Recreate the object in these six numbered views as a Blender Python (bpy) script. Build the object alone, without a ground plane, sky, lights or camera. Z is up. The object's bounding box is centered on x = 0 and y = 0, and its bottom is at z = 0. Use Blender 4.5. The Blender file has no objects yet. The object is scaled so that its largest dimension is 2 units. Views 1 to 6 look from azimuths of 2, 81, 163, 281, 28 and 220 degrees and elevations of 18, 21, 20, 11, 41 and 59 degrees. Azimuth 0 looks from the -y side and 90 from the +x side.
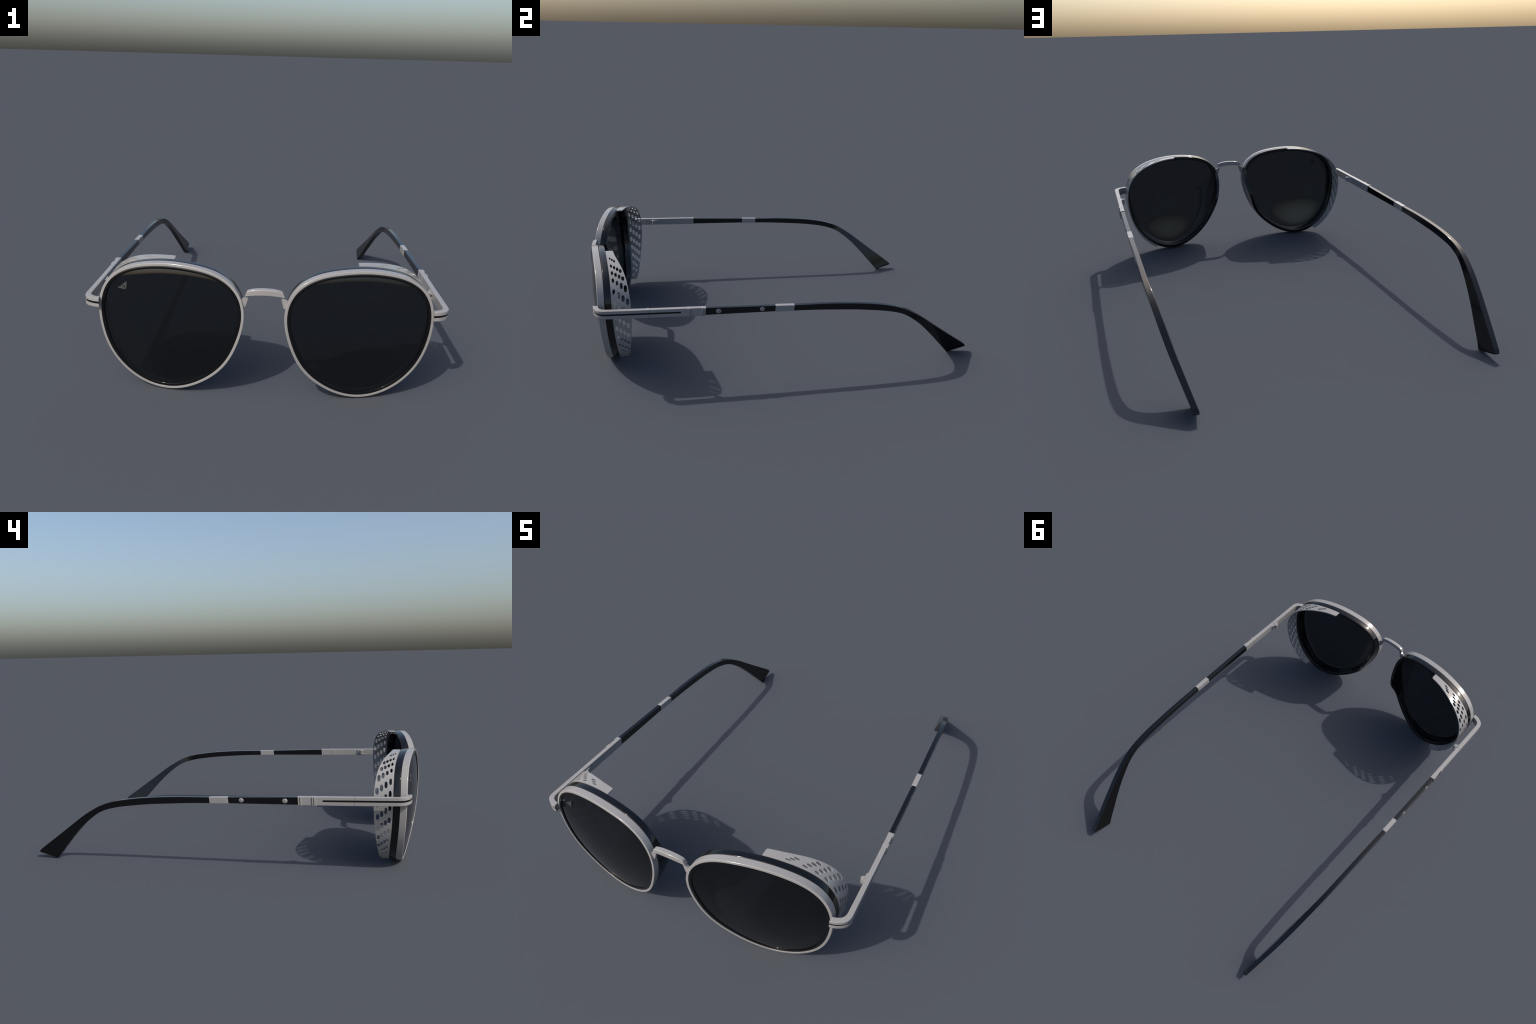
# Round metal-and-acetate sunglasses with perforated side shields.
# One pair of spectacles: root empty > rims, shields, bridge, endpieces, temples.
import bpy, bmesh
from math import sin, cos, pi, radians, degrees, exp, sqrt, atan2
from mathutils import Vector

# ------------------------------------------------------------------ materials
def principled(name, color, rough, spec=0.5, coat=0.0, coat_rough=0.1,
               grain=0.0, grain_scale=60.0, bump=0.0, metallic=0.0, transmission=0.0):
    m = bpy.data.materials.new(name)
    m.use_nodes = True
    nt = m.node_tree
    b = nt.nodes["Principled BSDF"]
    b.inputs["Roughness"].default_value = rough
    b.inputs["Specular IOR Level"].default_value = spec
    b.inputs["Coat Weight"].default_value = coat
    b.inputs["Coat Roughness"].default_value = coat_rough
    b.inputs["Transmission Weight"].default_value = transmission
    b.inputs["Metallic"].default_value = metallic
    tc = nt.nodes.new("ShaderNodeTexCoord")
    nz = nt.nodes.new("ShaderNodeTexNoise")
    nz.inputs["Scale"].default_value = grain_scale
    nz.inputs["Detail"].default_value = 3.0
    nt.links.new(tc.outputs["Object"], nz.inputs["Vector"])
    ramp = nt.nodes.new("ShaderNodeValToRGB")
    lo = [c * (1 - grain) for c in color]
    hi = [c * (1 + grain) for c in color]
    ramp.color_ramp.elements[0].position = 0.3
    ramp.color_ramp.elements[1].position = 0.7
    ramp.color_ramp.elements[0].color = (*lo, 1)
    ramp.color_ramp.elements[1].color = (*hi, 1)
    nt.links.new(nz.outputs["Fac"], ramp.inputs["Fac"])
    nt.links.new(ramp.outputs["Color"], b.inputs["Base Color"])
    if bump > 0:
        bp = nt.nodes.new("ShaderNodeBump")
        bp.inputs["Strength"].default_value = bump
        bp.inputs["Distance"].default_value = 0.002
        nt.links.new(nz.outputs["Fac"], bp.inputs["Height"])
        nt.links.new(bp.outputs["Normal"], b.inputs["Normal"])
    return m

MAT_METAL = principled("pale_metal", (0.272, 0.264, 0.259), 0.15, 0.5, grain=0.015)
MAT_BLACK = principled("black_acetate", (0.0036, 0.0036, 0.0040), 0.09, 0.5, grain=0.06, grain_scale=30)
MAT_GROOVE = principled("black_enamel", (0.0045, 0.0045, 0.005), 0.3, 0.4, grain=0.05)
MAT_LENS = principled("smoked_lens", (0.042, 0.049, 0.058), 0.02, 0.5, grain=0.02, grain_scale=8, transmission=0.95)
MAT_MARK = principled("grey_print", (0.046, 0.050, 0.050), 0.4, 0.3, grain=0.03)

# ------------------------------------------------------------------ helpers
ROOT = bpy.data.objects.new("sunglasses", None)
bpy.context.scene.collection.objects.link(ROOT)
ROOT["label"] = "round pale metal sunglasses with black lenses and perforated side shields"
ROOT["category"] = "sunglasses"

def smooth(me, angle=32):
    for p in me.polygons:
        p.use_smooth = True
    me.set_sharp_from_angle(angle=radians(angle))

def mirrored(me):
    c = me.copy()
    for v in c.vertices:
        v.co.x = -v.co.x
    c.flip_normals()
    return c

def face_weighted(me):
    """Let the broad flat faces own the shading, so small fillets read as crisp edges."""
    tmp = bpy.data.objects.new("tmp", me)
    bpy.context.scene.collection.objects.link(tmp)
    md = tmp.modifiers.new("weights", 'WEIGHTED_NORMAL')
    md.keep_sharp = True
    md.weight = 50
    out = bpy.data.meshes.new_from_object(tmp.evaluated_get(bpy.context.evaluated_depsgraph_get()))
    bpy.data.objects.remove(tmp)
    return out

def add(name, me, mat, parent=ROOT, weigh=True):
    if weigh:
        me = face_weighted(me)
    me.name = name
    me.materials.clear()
    me.materials.append(mat)
    o = bpy.data.objects.new(name, me)
    bpy.context.scene.collection.objects.link(o)
    o.parent = parent
    return o

def finish(bm, angle=32, recalc=True):
    if recalc:
        bmesh.ops.recalc_face_normals(bm, faces=bm.faces[:])
    me = bpy.data.meshes.new("m")
    bm.to_mesh(me)
    bm.free()
    smooth(me, angle)
    return me

def loft(rings, closed=True, caps=True, angle=32):
    """Skin a list of closed cross-sections (equal point counts)."""
    bm = bmesh.new()
    vs = [[bm.verts.new(p) for p in r] for r in rings]
    n = len(rings[0])
    m = len(rings)
    for i in range(m if closed else m - 1):
        a, b = vs[i], vs[(i + 1) % m]
        for j in range(n):
            k = (j + 1) % n
            bm.faces.new((a[j], a[k], b[k], b[j]))
    if not closed and caps:
        bm.faces.new(vs[0])
        bm.faces.new(list(reversed(vs[-1])))
    return finish(bm, angle)

def catmull(ts, xs, t):
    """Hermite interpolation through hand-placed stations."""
    if t <= ts[0]:
        return xs[0]
    if t >= ts[-1]:
        return xs[-1]
    i = max(j for j in range(len(ts)) if ts[j] <= t)
    i = min(i, len(ts) - 2)
    def slope(k):
        a, b = max(k - 1, 0), min(k + 1, len(ts) - 1)
        return (xs[b] - xs[a]) / (ts[b] - ts[a])
    h = ts[i + 1] - ts[i]
    s = (t - ts[i]) / h
    return ((2*s**3 - 3*s*s + 1) * xs[i] + (s**3 - 2*s*s + s) * h * slope(i)
            + (3*s*s - 2*s**3) * xs[i + 1] + (s**3 - s*s) * h * slope(i + 1))

def round_poly(pts, r, seg=4):
    """Round the corners of a closed 2D polygon; r is one radius or one per corner."""
    out = []
    n = len(pts)
    for i in range(n):
        p = Vector(pts[i]); a = Vector(pts[i - 1]); b = Vector(pts[(i + 1) % n])
        rr = r[i] if isinstance(r, (list, tuple)) else r
        if rr <= 0:
            out.append((p.x, p.y)); continue
        da, db = (a - p), (b - p)
        ca = min(rr, da.length * .45); cb = min(rr, db.length * .45)
        s = p + da.normalized() * ca
        e = p + db.normalized() * cb
        for k in range(seg + 1):
            t = k / seg
            q = s * (1 - t)**2 + p * 2 * t * (1 - t) + e * t * t
            out.append((q.x, q.y))
    return out

# ------------------------------------------------------------------ eye shape
CX, CZ = 0.3749, 0.3208
R0 = 0.27532
R_COS = [0.00014, 0.00764, -0.00385, -0.00246, 0.00109, -0.00209]
R_SIN = [-0.02127, -0.00935, 0.01722, -0.00026, 0.0015, -0.00045]

def radius(t):
    return R0 + sum(R_COS[k] * cos((k + 1) * t) + R_SIN[k] * sin((k + 1) * t) for k in range(6))

def face_y(u, v):
    """Depth of the wrapped, slightly bowed front of the rim."""
    return (-0.9479 + 0.1465*u - 0.0883*v - 0.0674*u*u + 0.2069*v*v - 0.0488*u*v
            + 0.1678*u**3 + 0.8976*u*u*v + 0.3206*u*v*v + 0.6085*v**3)

def rim(t, w, d):
    """Point at angle t, w outside the inner edge of the metal, d behind its front."""
    r = radius(t) + w
    y = face_y(r * cos(t), r * sin(t))
    return (CX + r * cos(t), y + d, CZ + r * sin(t))

N = 240
ANG = [2 * pi * i / N for i in range(N)]

# ---- metal rim
prof = round_poly([(0.0, 0.0), (0.0110, 0.0), (0.0110, 0.0318), (0.0, 0.0318)],
                  [0.0010, 0.0034, 0.0016, 0.0], 5)
me_rim = loft([[rim(t, w, d) for w, d in prof] for t in ANG])

# ---- black acetate rim with bezel in front and nose pad behind
def pad(t):
    a = degrees(t) - 188.0
    s = 20.0 if a < 0 else 19.0
    return exp(-(a / s) ** 2)

def acetate_ring(t):
    b = pad(t)
    back = 0.0650 + 0.060 * b
    wo = 0.0094 - 0.0088 * b
    wi = -0.0095 - 0.0055 * b
    pts = [(-0.0055, 0.0009), (-0.0003, 0.0020), (-0.0003, 0.0325), (0.0072, 0.0328), (0.0105, 0.0345),
           (0.0106 - 0.004 * b, 0.046), (wo, back), (wi, back), (-0.0122, 0.046), (-0.0145, 0.036),
           (-0.0145, 0.0300), (-0.0125, 0.0290), (-0.0120, 0.0016)]
    rad = [.004, 0, 0, 0, .0012, 0.008, .0050, .0035, .006, .002, .0, 0, .0012]
    return [rim(t, w, d) for w, d in round_poly(pts, rad, 4)]
me_acetate = loft([acetate_ring(t) for t in ANG])

# ---- lens: shallow spherical dish
def lens_surface(u, v, back=0.0):
    """Follows the wrap of the rim, with a shallow dome of its own; the back is
    hollowed more gently towards its edge, the front rolls off under the brow."""
    t = atan2(v, u)
    f = sqrt(u * u + v * v) / (radius(t) - 0.0105)
    dome = 0.0205 - 0.055 * v + 0.008 * u
    g = 0.66 * max(0.0, 1 - f * f) ** 1.35 if back > 0 else 1 - f * f
    roll = 0.0 if back > 0 else 0.0015 * (max(0.0, f - 0.87) / 0.13) ** 2 * (0.5 + 0.5 * sin(t)) ** 2
    return face_y(u, v) + 0.0048 + back - dome * g + roll

def lens_point(i, f, back=0.0):
    t = ANG[i % N]
    r = (radius(t) - 0.0105) * f
    u, v = r * cos(t), r * sin(t)
    return (CX + u, lens_surface(u, v, back), CZ + v)

def make_lens():
    bm = bmesh.new()
    fr = [0.06 * k for k in range(1, 14)] + [0.82, 0.86, 0.89, 0.92, 0.95, 0.975, 1.0]
    loops = [[bm.verts.new(lens_point(i, f)) for i in range(N)] for f in fr]
    loops2 = [[bm.verts.new(lens_point(i, f, 0.018)) for i in range(N)] for f in fr]
    for L, flip, back in ((loops, False, 0), (loops2, True, .018)):
        c = bm.verts.new((CX, lens_surface(0, 0, back), CZ))
        for i in range(N):
            j = (i + 1) % N
            bm.faces.new((c, L[0][i], L[0][j]))
            for k in range(len(fr) - 1):
                bm.faces.new((L[k][i], L[k + 1][i], L[k + 1][j], L[k][j]))
    for i in range(N):
        j = (i + 1) % N
        bm.faces.new((loops[-1][i], loops2[-1][i], loops2[-1][j], loops[-1][j]))
    return finish(bm)
me_lens = make_lens()

# ---- side shield: curved strip with rows of oval holes
def shield_depth(deg):
    s = radians(deg) - 0.3
    return 0.152 - 0.0132*s - 0.0482*s*s + 0.0056*s**3 + 0.0121*s**4
SH_TOP, SH_BOT = 94.0, -64.0
SC = 0.285 * pi / 180           # metres per degree on the flat pattern
# each row: angle at the front hole, drop per column, end depth, hole count, long and short size
ROWS = [(72.0, 2.9, 0.097, 3, .0265, .0078), (57.5, 2.6, 0.118, 4, .0260, .0098),
        (47.4, 2.3, 0.125, 4, .0235, .0108), (38.8, 2.85, 0.133, 4, .0235, .0113),
        (27.0, 3.0, 0.139, 4, .0310, .0125), (15.5, 3.2, 0.137, 4, .0315, .0132),
        (2.9, 3.2, 0.132, 4, .0315, .0140), (-9.8, 2.85, 0.127, 4, .0310, .0142),
        (-21.0, 2.6, 0.122, 4, .0285, .0142), (-31.3, 2.5, 0.117, 4, .0255, .0122),
        (-41.0, 2.3, 0.099, 3, .0185, .0110), (-50.0, 1.2, 0.096, 3, .0185, .0100),
        (-58.0, 0.0, 0.075, 1, .0175, .0092)]

def make_shield(side):
    th = 0.0055
    front = 0.0640
    # flat outline: front edge straight, free edge bowed, rounded ends
    pts = [(SH_BOT * SC, front)]
    degs = [SH_BOT + 3.5, -58, -50, -40, -30, -20, -10, 0, 10, 20, 30, 40, 50, 60, 70, 80, SH_TOP - 1.5]
    free = [(d * SC, shield_depth(d)) for d in degs]
    rr = [0.0015]
    top = [(SH_TOP * SC, front)]
    poly = pts + [(SH_BOT * SC, 0.0985)] + free[1:-1] + [(SH_TOP * SC, 0.1000)] + top
    rad = [.0015, .007] + [0.02] * len(free[1:-1]) + [.008, .0015]
    outline = round_poly(poly, rad, 5)
    bm = bmesh.new()
    f = bm.faces.new([bm.verts.new((x, y, 0)) for x, y in outline])
    g = bmesh.ops.extrude_face_region(bm, geom=[f])
    for v in g["geom"]:
        if isinstance(v, bmesh.types.BMVert):
            v.co.z = th
    bmesh.ops.recalc_face_normals(bm, faces=bm.faces[:])
    a = SH_BOT + 1.3
    while a < SH_TOP:
        bmesh.ops.bisect_plane(bm, geom=bm.verts[:] + bm.edges[:] + bm.faces[:], dist=1e-7,
                               plane_co=(a * SC, 0, 0), plane_no=(1, 0, 0))
        a += 1.37
    slab = bpy.data.meshes.new("slab")
    bm.to_mesh(slab); bm.free()
    so = bpy.data.objects.new("slab", slab)
    bpy.context.scene.collection.objects.link(so)
    # cutters
    bm = bmesh.new()
    for a0, drop, dend, n, ln, sh in ROWS:
        for k in range(n):
            d = 0.0785 + (dend - 0.0785) * k / max(n - 1, 1)
            if n == 1:
                d = 0.0760
            if abs(a0 + 50) < .1 and k == 1:
                continue
            cx = (a0 - drop * k) * SC
            grow = 1.0 + (0.11 * k if a0 > 20 else 0.02 * k)
            lk = ln * (1.0 + (0.14 * k if abs(a0 - 38.8) < .1 and k > 1 else 0))
            ring = []
            for q in range(20):
                t = 2 * pi * (q + .37) / 20
                c, s = cos(t), sin(t)
                e = 2 / 2.6
                x = abs(c) ** e * (1 if c > 0 else -1) * lk / 2
                y = abs(s) ** e * (1 if s > 0 else -1) * sh / 2 * grow
                ring.append((cx + x + 0.12 * y, d + y))
            lo = [bm.verts.new((x, y, -0.01)) for x, y in ring]
            hi = [bm.verts.new((x, y, th + 0.01)) for x, y in ring]
            bm.faces.new(list(reversed(lo))); bm.faces.new(hi)
            for i in range(20):
                j = (i + 1) % 20
                bm.faces.new((lo[i], lo[j], hi[j], hi[i]))
    bmesh.ops.recalc_face_normals(bm, faces=bm.faces[:])
    cut = bpy.data.meshes.new("cut")
    bm.to_mesh(cut); bm.free()
    co = bpy.data.objects.new("cut", cut)
    bpy.context.scene.collection.objects.link(co)
    md = so.modifiers.new("holes", 'BOOLEAN')
    md.operation = 'DIFFERENCE'; md.solver = 'EXACT'; md.object = co
    bv = so.modifiers.new("edge", 'BEVEL')
    bv.width = 0.0011; bv.segments = 2; bv.limit_method = 'ANGLE'; bv.angle_limit = radians(50)
    dg = bpy.context.evaluated_depsgraph_get()
    me = bpy.data.meshes.new_from_object(so.evaluated_get(dg))
    bpy.data.objects.remove(so); bpy.data.objects.remove(co)
    flat = [(1 if p.normal.z > 0 else -1) if abs(p.normal.z) > 0.97 else 0 for p in me.polygons]
    ang = [v.co.x / SC * pi / 180 for v in me.vertices]
    for v, t in zip(me.vertices, ang):
        base = rim(t, 0.0104, 0)
        r = radius(t) + 0.0058 + v.co.z
        v.co = (side * (CX + r * cos(t)), base[1] + v.co.y, CZ + r * sin(t))
    if side > 0:
        me.flip_normals()
    smooth(me, 40)
    me.update()
    nrm = [Vector(c.vector) for c in me.corner_normals]
    for p, f in zip(me.polygons, flat):
        if f:
            for li in p.loop_indices:
                t = ang[me.loops[li].vertex_index]
                e = 1e-3
                A, B = rim(t - e, .01, 0), rim(t + e, .01, 0)
                n = Vector((B[2] - A[2], 0, -(B[0] - A[0]))).normalized() * f
                nrm[li] = Vector((side * n.x, 0, n.z))
    me.normals_split_custom_set(nrm)
    return me
me_shields = [make_shield(1), make_shield(-1)]

# ------------------------------------------------------------------ bars
def bar_section(o, i, zt, zb, r, gd=0.0, g0=0.0, g1=0.0, slant=(0, 0)):
    """Rectangular bar section between outer point o and inner point i (plan xy),
    rounded by r, with an optional groove of depth gd between heights g0 < g1."""
    o, i = Vector(o), Vector(i)
    W = (i - o).length
    if g1 <= g0:
        g0, g1 = zb + (zt - zb) * .4, zb + (zt - zb) * .6
    nrm = (i - o) / W
    pts = [(0, zb), (0, g0), (gd, g0), (gd, g1), (0, g1), (0, zt), (W, zt), (W, zb)]
    rad = [r, .0006, 0, 0, .0006, r, r, r]
    p2 = round_poly(pts, rad, 3)
    zc = (zt + zb) / 2
    out = []
    for n, z in p2:
        q = o + nrm * n
        k = (z - zc) / max(zt - zb, 1e-6)
        out.append((q.x + slant[0] * k, q.y + slant[1] * k, z))
    return out

ARM_Z = lambda y: (catmull([-.93, -.87, -.668, -.407, 0.02], [.3988, .3985, .3954, .3917, .3797], y),
                   catmull([-.93, -.87, -.668, -.407, 0.02], [.3610, .3575, .3535, .3510, .3480], y))
GROOVE_Z = lambda y: (catmull([-.93, -.84, -.668, -.52], [.3758, .3733, .3708, .3690], y),
                      catmull([-.93, -.84, -.668, -.52], [.3850, .3826, .3802, .3780], y))
OUT = [(.654, -.931), (.667, -.929), (.679, -.9255), (.691, -.9195), (.7035, -.9115), (.7140, -.901),
       (.7198, -.8885), (.7222, -.873), (.7224, -.858), (.7222, -.78), (.7218, -.6686)]
INN = [(.657, -.907), (.667, -.9045), (.676, -.9015), (.684, -.897), (.690, -.892), (.6945, -.886),
       (.6975, -.8795), (.6995, -.870), (.7000, -.858), (.7005, -.78), (.7008, -.6686)]
secs, inl = [], []
for k, (o, i) in enumerate(zip(OUT, INN)):
    zt, zb = ARM_Z(o[1]); g0, g1 = GROOVE_Z(o[1])
    secs.append(bar_section(o, i, zt, zb, .0032, .0065, g0, g1))
    ov, iv = Vector(o), Vector(i); n = (iv - ov).normalized()
    a, b = ov + n * .0018, ov + n * .0075
    inl.append([(a.x, a.y, g0 - .0006), (a.x, a.y, g1 + .0006), (b.x, b.y, g1 + .0006), (b.x, b.y, g0 - .0006)])
me_endpiece = loft(secs, closed=False)
me_inlay_front = loft(inl, closed=False)

secs, inl = [], []
for y, gd in [(-.6673, .0065), (-.6, .0065), (-.5225, .0065), (-.5222, .0), (-.47, 0), (-.44, 0), (-.4075, 0)]:
    zt, zb = ARM_Z(y)
    gy = min(y, -.5222)
    g0, g1 = GROOVE_Z(gy)
    xo = catmull([-.67, -.407], [.7218, .7220], y)
    xi = catmull([-.67, -.407], [.7008, .7005], y)
    secs.append(bar_section((xo, y), (xi, y), zt, zb, .0030, gd, g0, g1, (0, .0035 if y > -.42 else 0)))
    if gd:
        inl.append([(xo - .0018, y, g0 - .0006), (xo - .0018, y, g1 + .0006),
                    (xo - .0075, y, g1 + .0006), (xo - .0075, y, g0 - .0006)])
me_arm = loft(secs, closed=False)
me_inlay_arm = loft(inl, closed=False)

def collar(y0, y1, proud=.0040):
    """Raised ring around the metal arm."""
    out = []
    for y, p in ((y0, .0002), (y0 + .0015, proud), (y1 - .0015, proud), (y1, .0002)):
        zt, zb = ARM_Z(y)
        out.append(bar_section((.7220 + p, y), (.7004 - p * .2, y), zt + p * .06, zb - p * .3, .0032, slant=(0, .0030)))
    return out
me_collars = [loft(collar(a, b), closed=False) for a, b in ((-.4135, -.4062), (-.4265, -.4165), (-.4795, -.4725), (-.4935, -.4815))]

# ---- black temple tip: top and bottom edge stations (y, z), paired
TIP_T = [(.0245, .3760), (.09, .3752), (.16, .3745), (.25, .3712), (.35, .3645), (.43, .3560), (.50, .3445), (.56, .3290),
         (.61, .3090), (.66, .2815), (.71, .2495), (.77, .2055), (.84, .1540), (.91, .1035), (.962, .0660), (.990, .0455)]
TIP_B = [(.0210, .3505), (.085, .3490), (.155, .3462), (.245, .3410), (.34, .3348), (.42, .3262), (.485, .3175), (.538, .3060),
         (.580, .2930), (.619, .2735), (.659, .2455), (.709, .2045), (.772, .1420), (.832, .0765), (.877, .0270), (.8960, .0050)]
XIN = ([-.45, -.07, .15, .35, .5, .6, .7, .8, .9, 1.0],
       [.7012, .6966, .6925, .6882, .6826, .6725, .6575, .6385, .6160, .5935])
WID = ([-.5, .02, .2, .35, .5, .6, .7, .85, .93, 1.0],
       [.0220, .0212, .0208, .0210, .0225, .0252, .0262, .0256, .0242, .0225])

def tip_section(T, B, r=.0022, thin=1.0):
    out = []
    xt = catmull(*XIN, T[0])
    xb = xt - .004 * max(0, (T[0] - .5) / .5)
    wt = catmull(*WID, T[0]) * thin
    wb = wt
    p = round_poly([(0, 0), (0, 1), (1, 1), (1, 0)], 0, 1)
    L = sqrt((T[0] - B[0])**2 + (T[1] - B[1])**2)
    e = .0016
    rect = round_poly([(0, -e), (0, L + e), (1 * wt, L + e), (1 * wt, -e)], r, 4)
    for a, h in rect:
        f = h / L
        f01 = a / wt
        x = (xb + (xt - xb) * f) + (1 - thin) / 2 * .02 + f01 * (wb + (wt - wb) * f)
        out.append((x, B[0] + (T[0] - B[0]) * f, B[1] + (T[1] - B[1]) * f))
    return out

def resample(A, n):
    ts = list(range(len(A)))
    return [(catmull(ts, [a[0] for a in A], k * (len(A) - 1) / (n - 1)),
             catmull(ts, [a[1] for a in A], k * (len(A) - 1) / (n - 1))) for k in range(n)]
TT, TB = resample(TIP_T, 90), resample(TIP_B, 90)
secs = [tip_section(a, b) for a, b in zip(TT, TB)]
# rounded-off end face
secs.append(tip_section((.9965, .0385), (.9005, .0014)))
secs.append(tip_section((.9985, .0340), (.9045, .0010), .0026))
secs.append(tip_section((.9985, .0300), (.9085, .0018), .0022, .92))
secs.append(tip_section((.9965, .0280), (.9120, .0032), .0018, .78))
me_tip = loft(secs, closed=False, angle=40)

def straight(y0, y1, proud, r=.0026, slant=.0035, bev=.0012):
    """Straight temple piece between two stations, proud of the acetate."""
    out = []
    for y, p in ((y0, proud - bev), (y0 + bev, proud), (y1 - bev, proud), (y1, proud - bev)):
        zt = catmull([-.407, -.07, .024], [.3895, .3800, .3770], y) + p
        zb = catmull([-.407, -.07, .024], [.3530, .3508, .3495], y) - p
        xi = catmull(*XIN, y) - p
        xo = xi + .0200 + 2 * p
        out.append(bar_section((xo, y), (xi, y), zt, zb, r, slant=(0, slant)))
    return loft(out, closed=False)
me_sleeve = straight(-.4075, -.0685, 0.0, bev=.0004)
me_band = straight(-.0700, .0235, .0016)

# ---- slotted dome screws
def make_screw(y, z, rad, x):
    bm = bmesh.new()
    prof = [(1.0, 0.0), (1.0, .0012), (.93, .0022), (.75, .0031), (.5, .0037), (.25, .0040)]
    n = 32
    loops = []
    for f, h in prof:
        loops.append([bm.verts.new((x + h, y + rad * 1.08 * f * cos(2*pi*k/n), z + rad * f * sin(2*pi*k/n))) for k in range(n)])
    for a, b in zip(loops, loops[1:]):
        for k in range(n):
            bm.faces.new((a[k], a[(k+1) % n], b[(k+1) % n], b[k]))
    bm.faces.new(loops[-1]); bm.faces.new(list(reversed(loops[0])))
    me = finish(bm, 40)
    so = bpy.data.objects.new("s", me); bpy.context.scene.collection.objects.link(so)
    bm = bmesh.new()
    bmesh.ops.create_cube(bm, size=1)
    ang = radians(47)
    for v in bm.verts:
        a, b, c = v.co
        yy, zz = a * rad * 3, b * rad * .34
        v.co = (x + .0034 + c * .003, y + yy * cos(ang) - zz * sin(ang), z + yy * sin(ang) + zz * cos(ang))
    cm = bpy.data.meshes.new("c"); bm.to_mesh(cm); bm.free()
    co = bpy.data.objects.new("c", cm); bpy.context.scene.collection.objects.link(co)
    md = so.modifiers.new("slot", 'BOOLEAN'); md.object = co; md.solver = 'EXACT'
    out = bpy.data.meshes.new_from_object(so.evaluated_get(bpy.context.evaluated_depsgraph_get()))
    bpy.data.objects.remove(so); bpy.data.objects.remove(co)
    smooth(out, 40)
    return out
me_screws = [make_screw(-.345, .3700, .0118, .7190), make_screw(-.1345, .3675, .0110, .7165)]

# ---- hinge: knuckle barrels and leaf plates on the inner side of the joint
def cyl(bm, c, r, h, n=24, bev=.0012):
    prof = [(r - bev, -h/2), (r, -h/2 + bev), (r, h/2 - bev), (r - bev, h/2)]
    loops = [[bm.verts.new((c[0] + q * cos(2*pi*k/n), c[1] + q * sin(2*pi*k/n), c[2] + zz)) for k in range(n)] for q, zz in prof]
    for a, b in zip(loops, loops[1:]):
        for k in range(n):
            bm.faces.new((a[k], a[(k+1) % n], b[(k+1) % n], b[k]))
    bm.faces.new(loops[-1]); bm.faces.new(list(reversed(loops[0])))

def prism(bm, plan, z0, z1):
    lo = [bm.verts.new((x, y, z0)) for x, y in plan]
    hi = [bm.verts.new((x, y, z1)) for x, y in plan]
    bm.faces.new(list(reversed(lo))); bm.faces.new(hi)
    n = len(plan)
    for i in range(n):
        j = (i + 1) % n
        bm.faces.new((lo[i], lo[j], hi[j], hi[i]))

KX, KY = .6905, -.6775
bm = bmesh.new()
foot = round_poly([(.7015, -.7040), (.7015, -.6690), (KX + .001, KY + .0100), (KX + .001, KY - .0100)], .0015, 2)
for z0, z1 in ((.3795, .3872), (.3600, .3675)):
    cyl(bm, (KX, KY, (z0 + z1) / 2), .0105, z1 - z0)
    prism(bm, foot, z0 + .0004, z1 - .0004)
cyl(bm, (KX, KY, .3878), .0055, .0022, bev=.0007)
me_hinge = finish(bm)
bm = bmesh.new()
cyl(bm, (KX, KY, .3735), .0098, .0112)
prism(bm, round_poly([(.7018, -.6660), (KX + .005, KY - .002), (KX + .001, KY + .0085), (.6950, -.6620), (.6935, -.6560), (.7018, -.6420)], .0012, 2), .3590, .3880)
me_hinge_leaf = finish(bm)

# ---- bridge: arched bar, slanted ends, and a tapering lug down to each rim
def bridge():
    secs = []
    n = 33
    for k in range(n):
        s = -1 + 2 * k / (n - 1)
        a = abs(s)
        zt = .4885 - .0085 * a ** 2.2 - .0035 * a ** 8
        zb = .4640 - .0085 * a ** 2.0
        xt, xb = s * .0690, s * .0765
        y0 = -.9955 + .004 * a ** 2
        y1 = -.9735 + .000 * a ** 2
        sec = []
        for yy, f in round_poly([(y0, 0), (y0, 1), (y1, 1), (y1, 0)], 0, 1) and \
                round_poly([(y0, zb), (y0, zt), (y1, zt), (y1, zb)], [.004, .0042, .002, .003], 5):
            h = (f - zb) / (zt - zb)
            sec.append((xb + (xt - xb) * h, yy, f))
        secs.append(sec)
    return loft(secs, closed=False, angle=40)
me_bridge = bridge()

def lug():
    """Tapered foot joining the bridge end to the rim, seen as a triangle from the front."""
    bm = bmesh.new()
    out = round_poly([(.0885, .4420), (.0800, .4485), (.0600, .4570), (.0655, .4350), (.0730, .4120), (.0795, .4090), (.0850, .4200)],
                     [.002, .003, .002, .006, .003, .003, .002], 4)
    f = [bm.verts.new((x, -.9885, z)) for x, z in out]
    b = [bm.verts.new((x, -.9745, z)) for x, z in out]
    bm.faces.new(f); bm.faces.new(list(reversed(b)))
    n = len(out)
    for i in range(n):
        j = (i + 1) % n
        bm.faces.new((f[i], f[j], b[j], b[i]))
    bmesh.ops.recalc_face_normals(bm, faces=bm.faces[:])
    eds = [e for e in bm.edges if len(e.link_faces) == 2 and e.calc_face_angle(0) > radians(60)]
    bmesh.ops.bevel(bm, geom=eds, offset=.0016, segments=2, affect='EDGES')
    return finish(bm, 40)
me_lug = lug()

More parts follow.
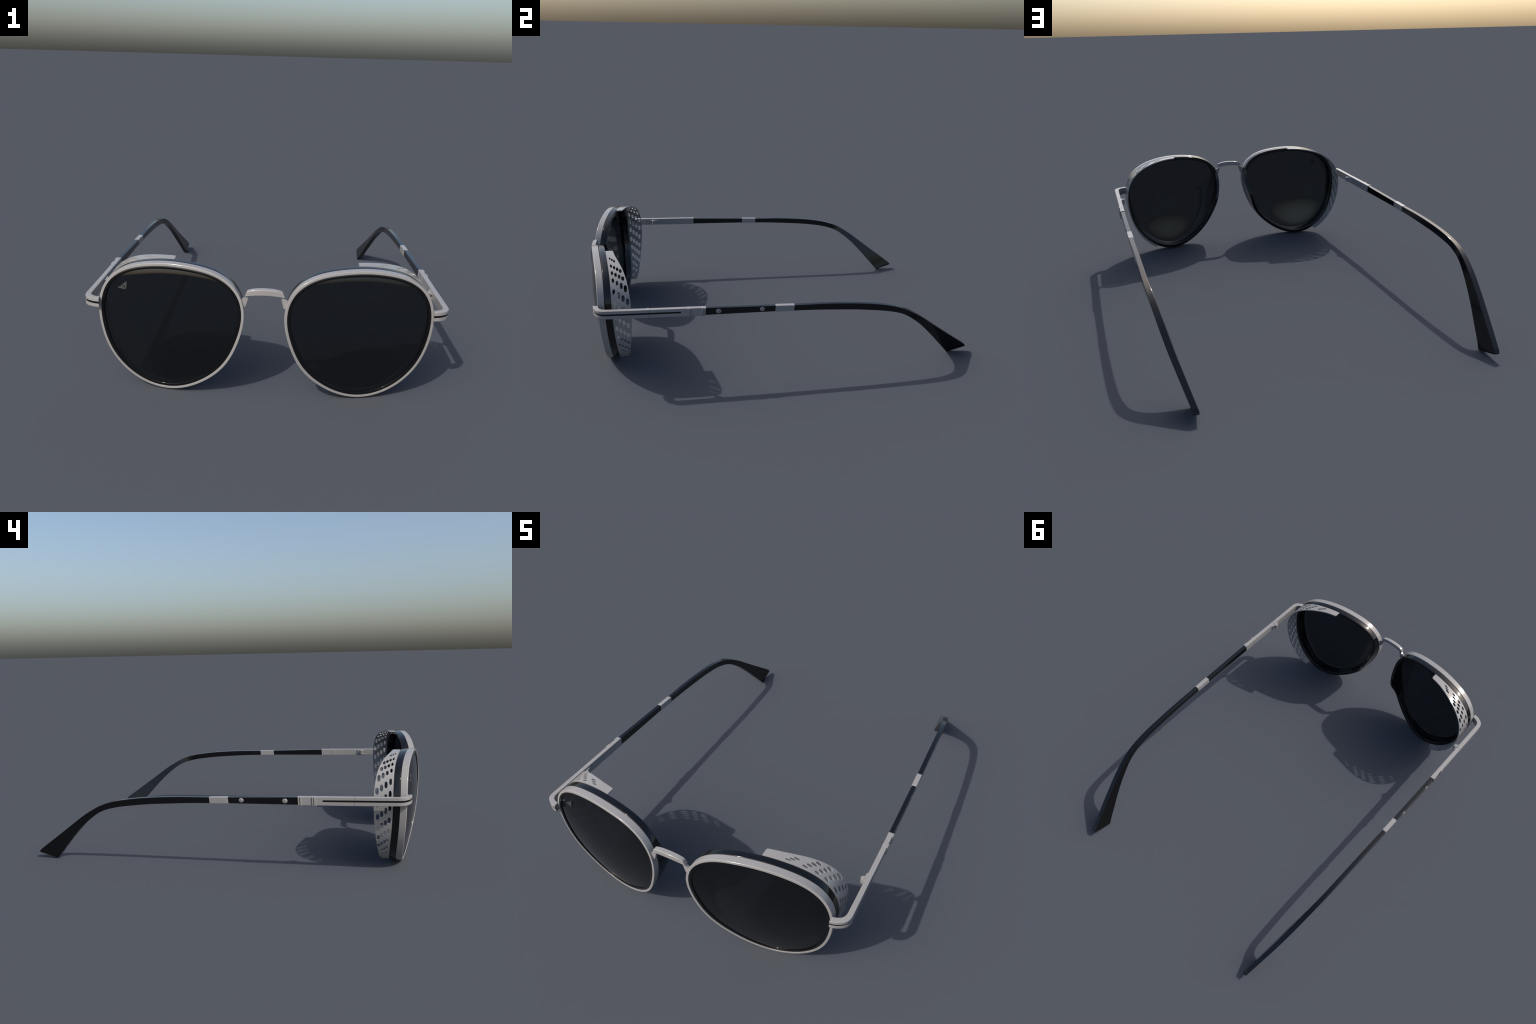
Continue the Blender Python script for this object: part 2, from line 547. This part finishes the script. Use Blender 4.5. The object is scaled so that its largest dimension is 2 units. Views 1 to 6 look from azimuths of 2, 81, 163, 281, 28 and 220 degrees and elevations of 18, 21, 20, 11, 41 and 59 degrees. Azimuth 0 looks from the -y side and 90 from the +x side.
# ---- printed mark near the outer top corner of one lens: split triangle
def mark():
    A, B, C = Vector((.539, .476)), Vector((.578, .446)), Vector((.5425, .4425))
    mid = A.lerp(B, .48)
    pieces = [
        # outer half with a notch in its long edge
        [C + (B - C) * .03, B, B.lerp(A, .20), B.lerp(A, .20).lerp(C, .24), B.lerp(A, .36), B.lerp(A, .45)],
        # inner half with a notch in the split edge
        [C + (A - C) * .07, A, A.lerp(B, .485), A.lerp(B, .485).lerp(C, .34), A.lerp(C, .38).lerp(B, .20), A.lerp(B, .485).lerp(C, .60)],
    ]
    bm = bmesh.new()
    for P in pieces:
        top, bot = [], []
        for q in P:
            u, v = q.x - CX, q.y - CZ
            y = lens_surface(u, v)
            top.append(bm.verts.new((q.x, y - .0036, q.y)))
            bot.append(bm.verts.new((q.x, y + .0003, q.y)))
        bm.faces.new(top); bm.faces.new(list(reversed(bot)))
        n = len(P)
        for i in range(n):
            j = (i + 1) % n
            bm.faces.new((top[i], top[j], bot[j], bot[i]))
    return finish(bm, 20)
me_mark = mark()

# ------------------------------------------------------------------ assembly
def pair(name, me, mat, parents=(ROOT, ROOT), weigh=True):
    a = add(name, me, mat, parents[0], weigh)
    b = add(name, mirrored(me), mat, parents[1], weigh)
    return a, b

rims = pair("lens_rim", me_rim, MAT_METAL)
pair("acetate_rim", me_acetate, MAT_BLACK, rims)
lenses = pair("lens", me_lens, MAT_LENS, weigh=False)
for me in me_shields:
    add("side_shield", me, MAT_METAL, weigh=False)
br = add("bridge", me_bridge, MAT_METAL)
pair("bridge_lug", me_lug, MAT_METAL, (br, br))
ends = pair("endpiece", me_endpiece, MAT_METAL)
pair("groove_inlay", me_inlay_front, MAT_GROOVE, ends)
pair("hinge_knuckle", me_hinge, MAT_METAL, ends)
arms = pair("temple", me_arm, MAT_METAL)
pair("groove_inlay", me_inlay_arm, MAT_GROOVE, arms)
pair("hinge_leaf", me_hinge_leaf, MAT_METAL, arms)
for c in me_collars:
    pair("collar", c, MAT_METAL, arms)
pair("temple_sleeve", me_sleeve, MAT_BLACK, arms)
pair("temple_band", me_band, MAT_METAL, arms)
pair("temple_tip", me_tip, MAT_BLACK, arms)
for s in me_screws:
    pair("screw", s, MAT_METAL, arms)
add("printed_mark", mirrored(me_mark), MAT_MARK, lenses[1])
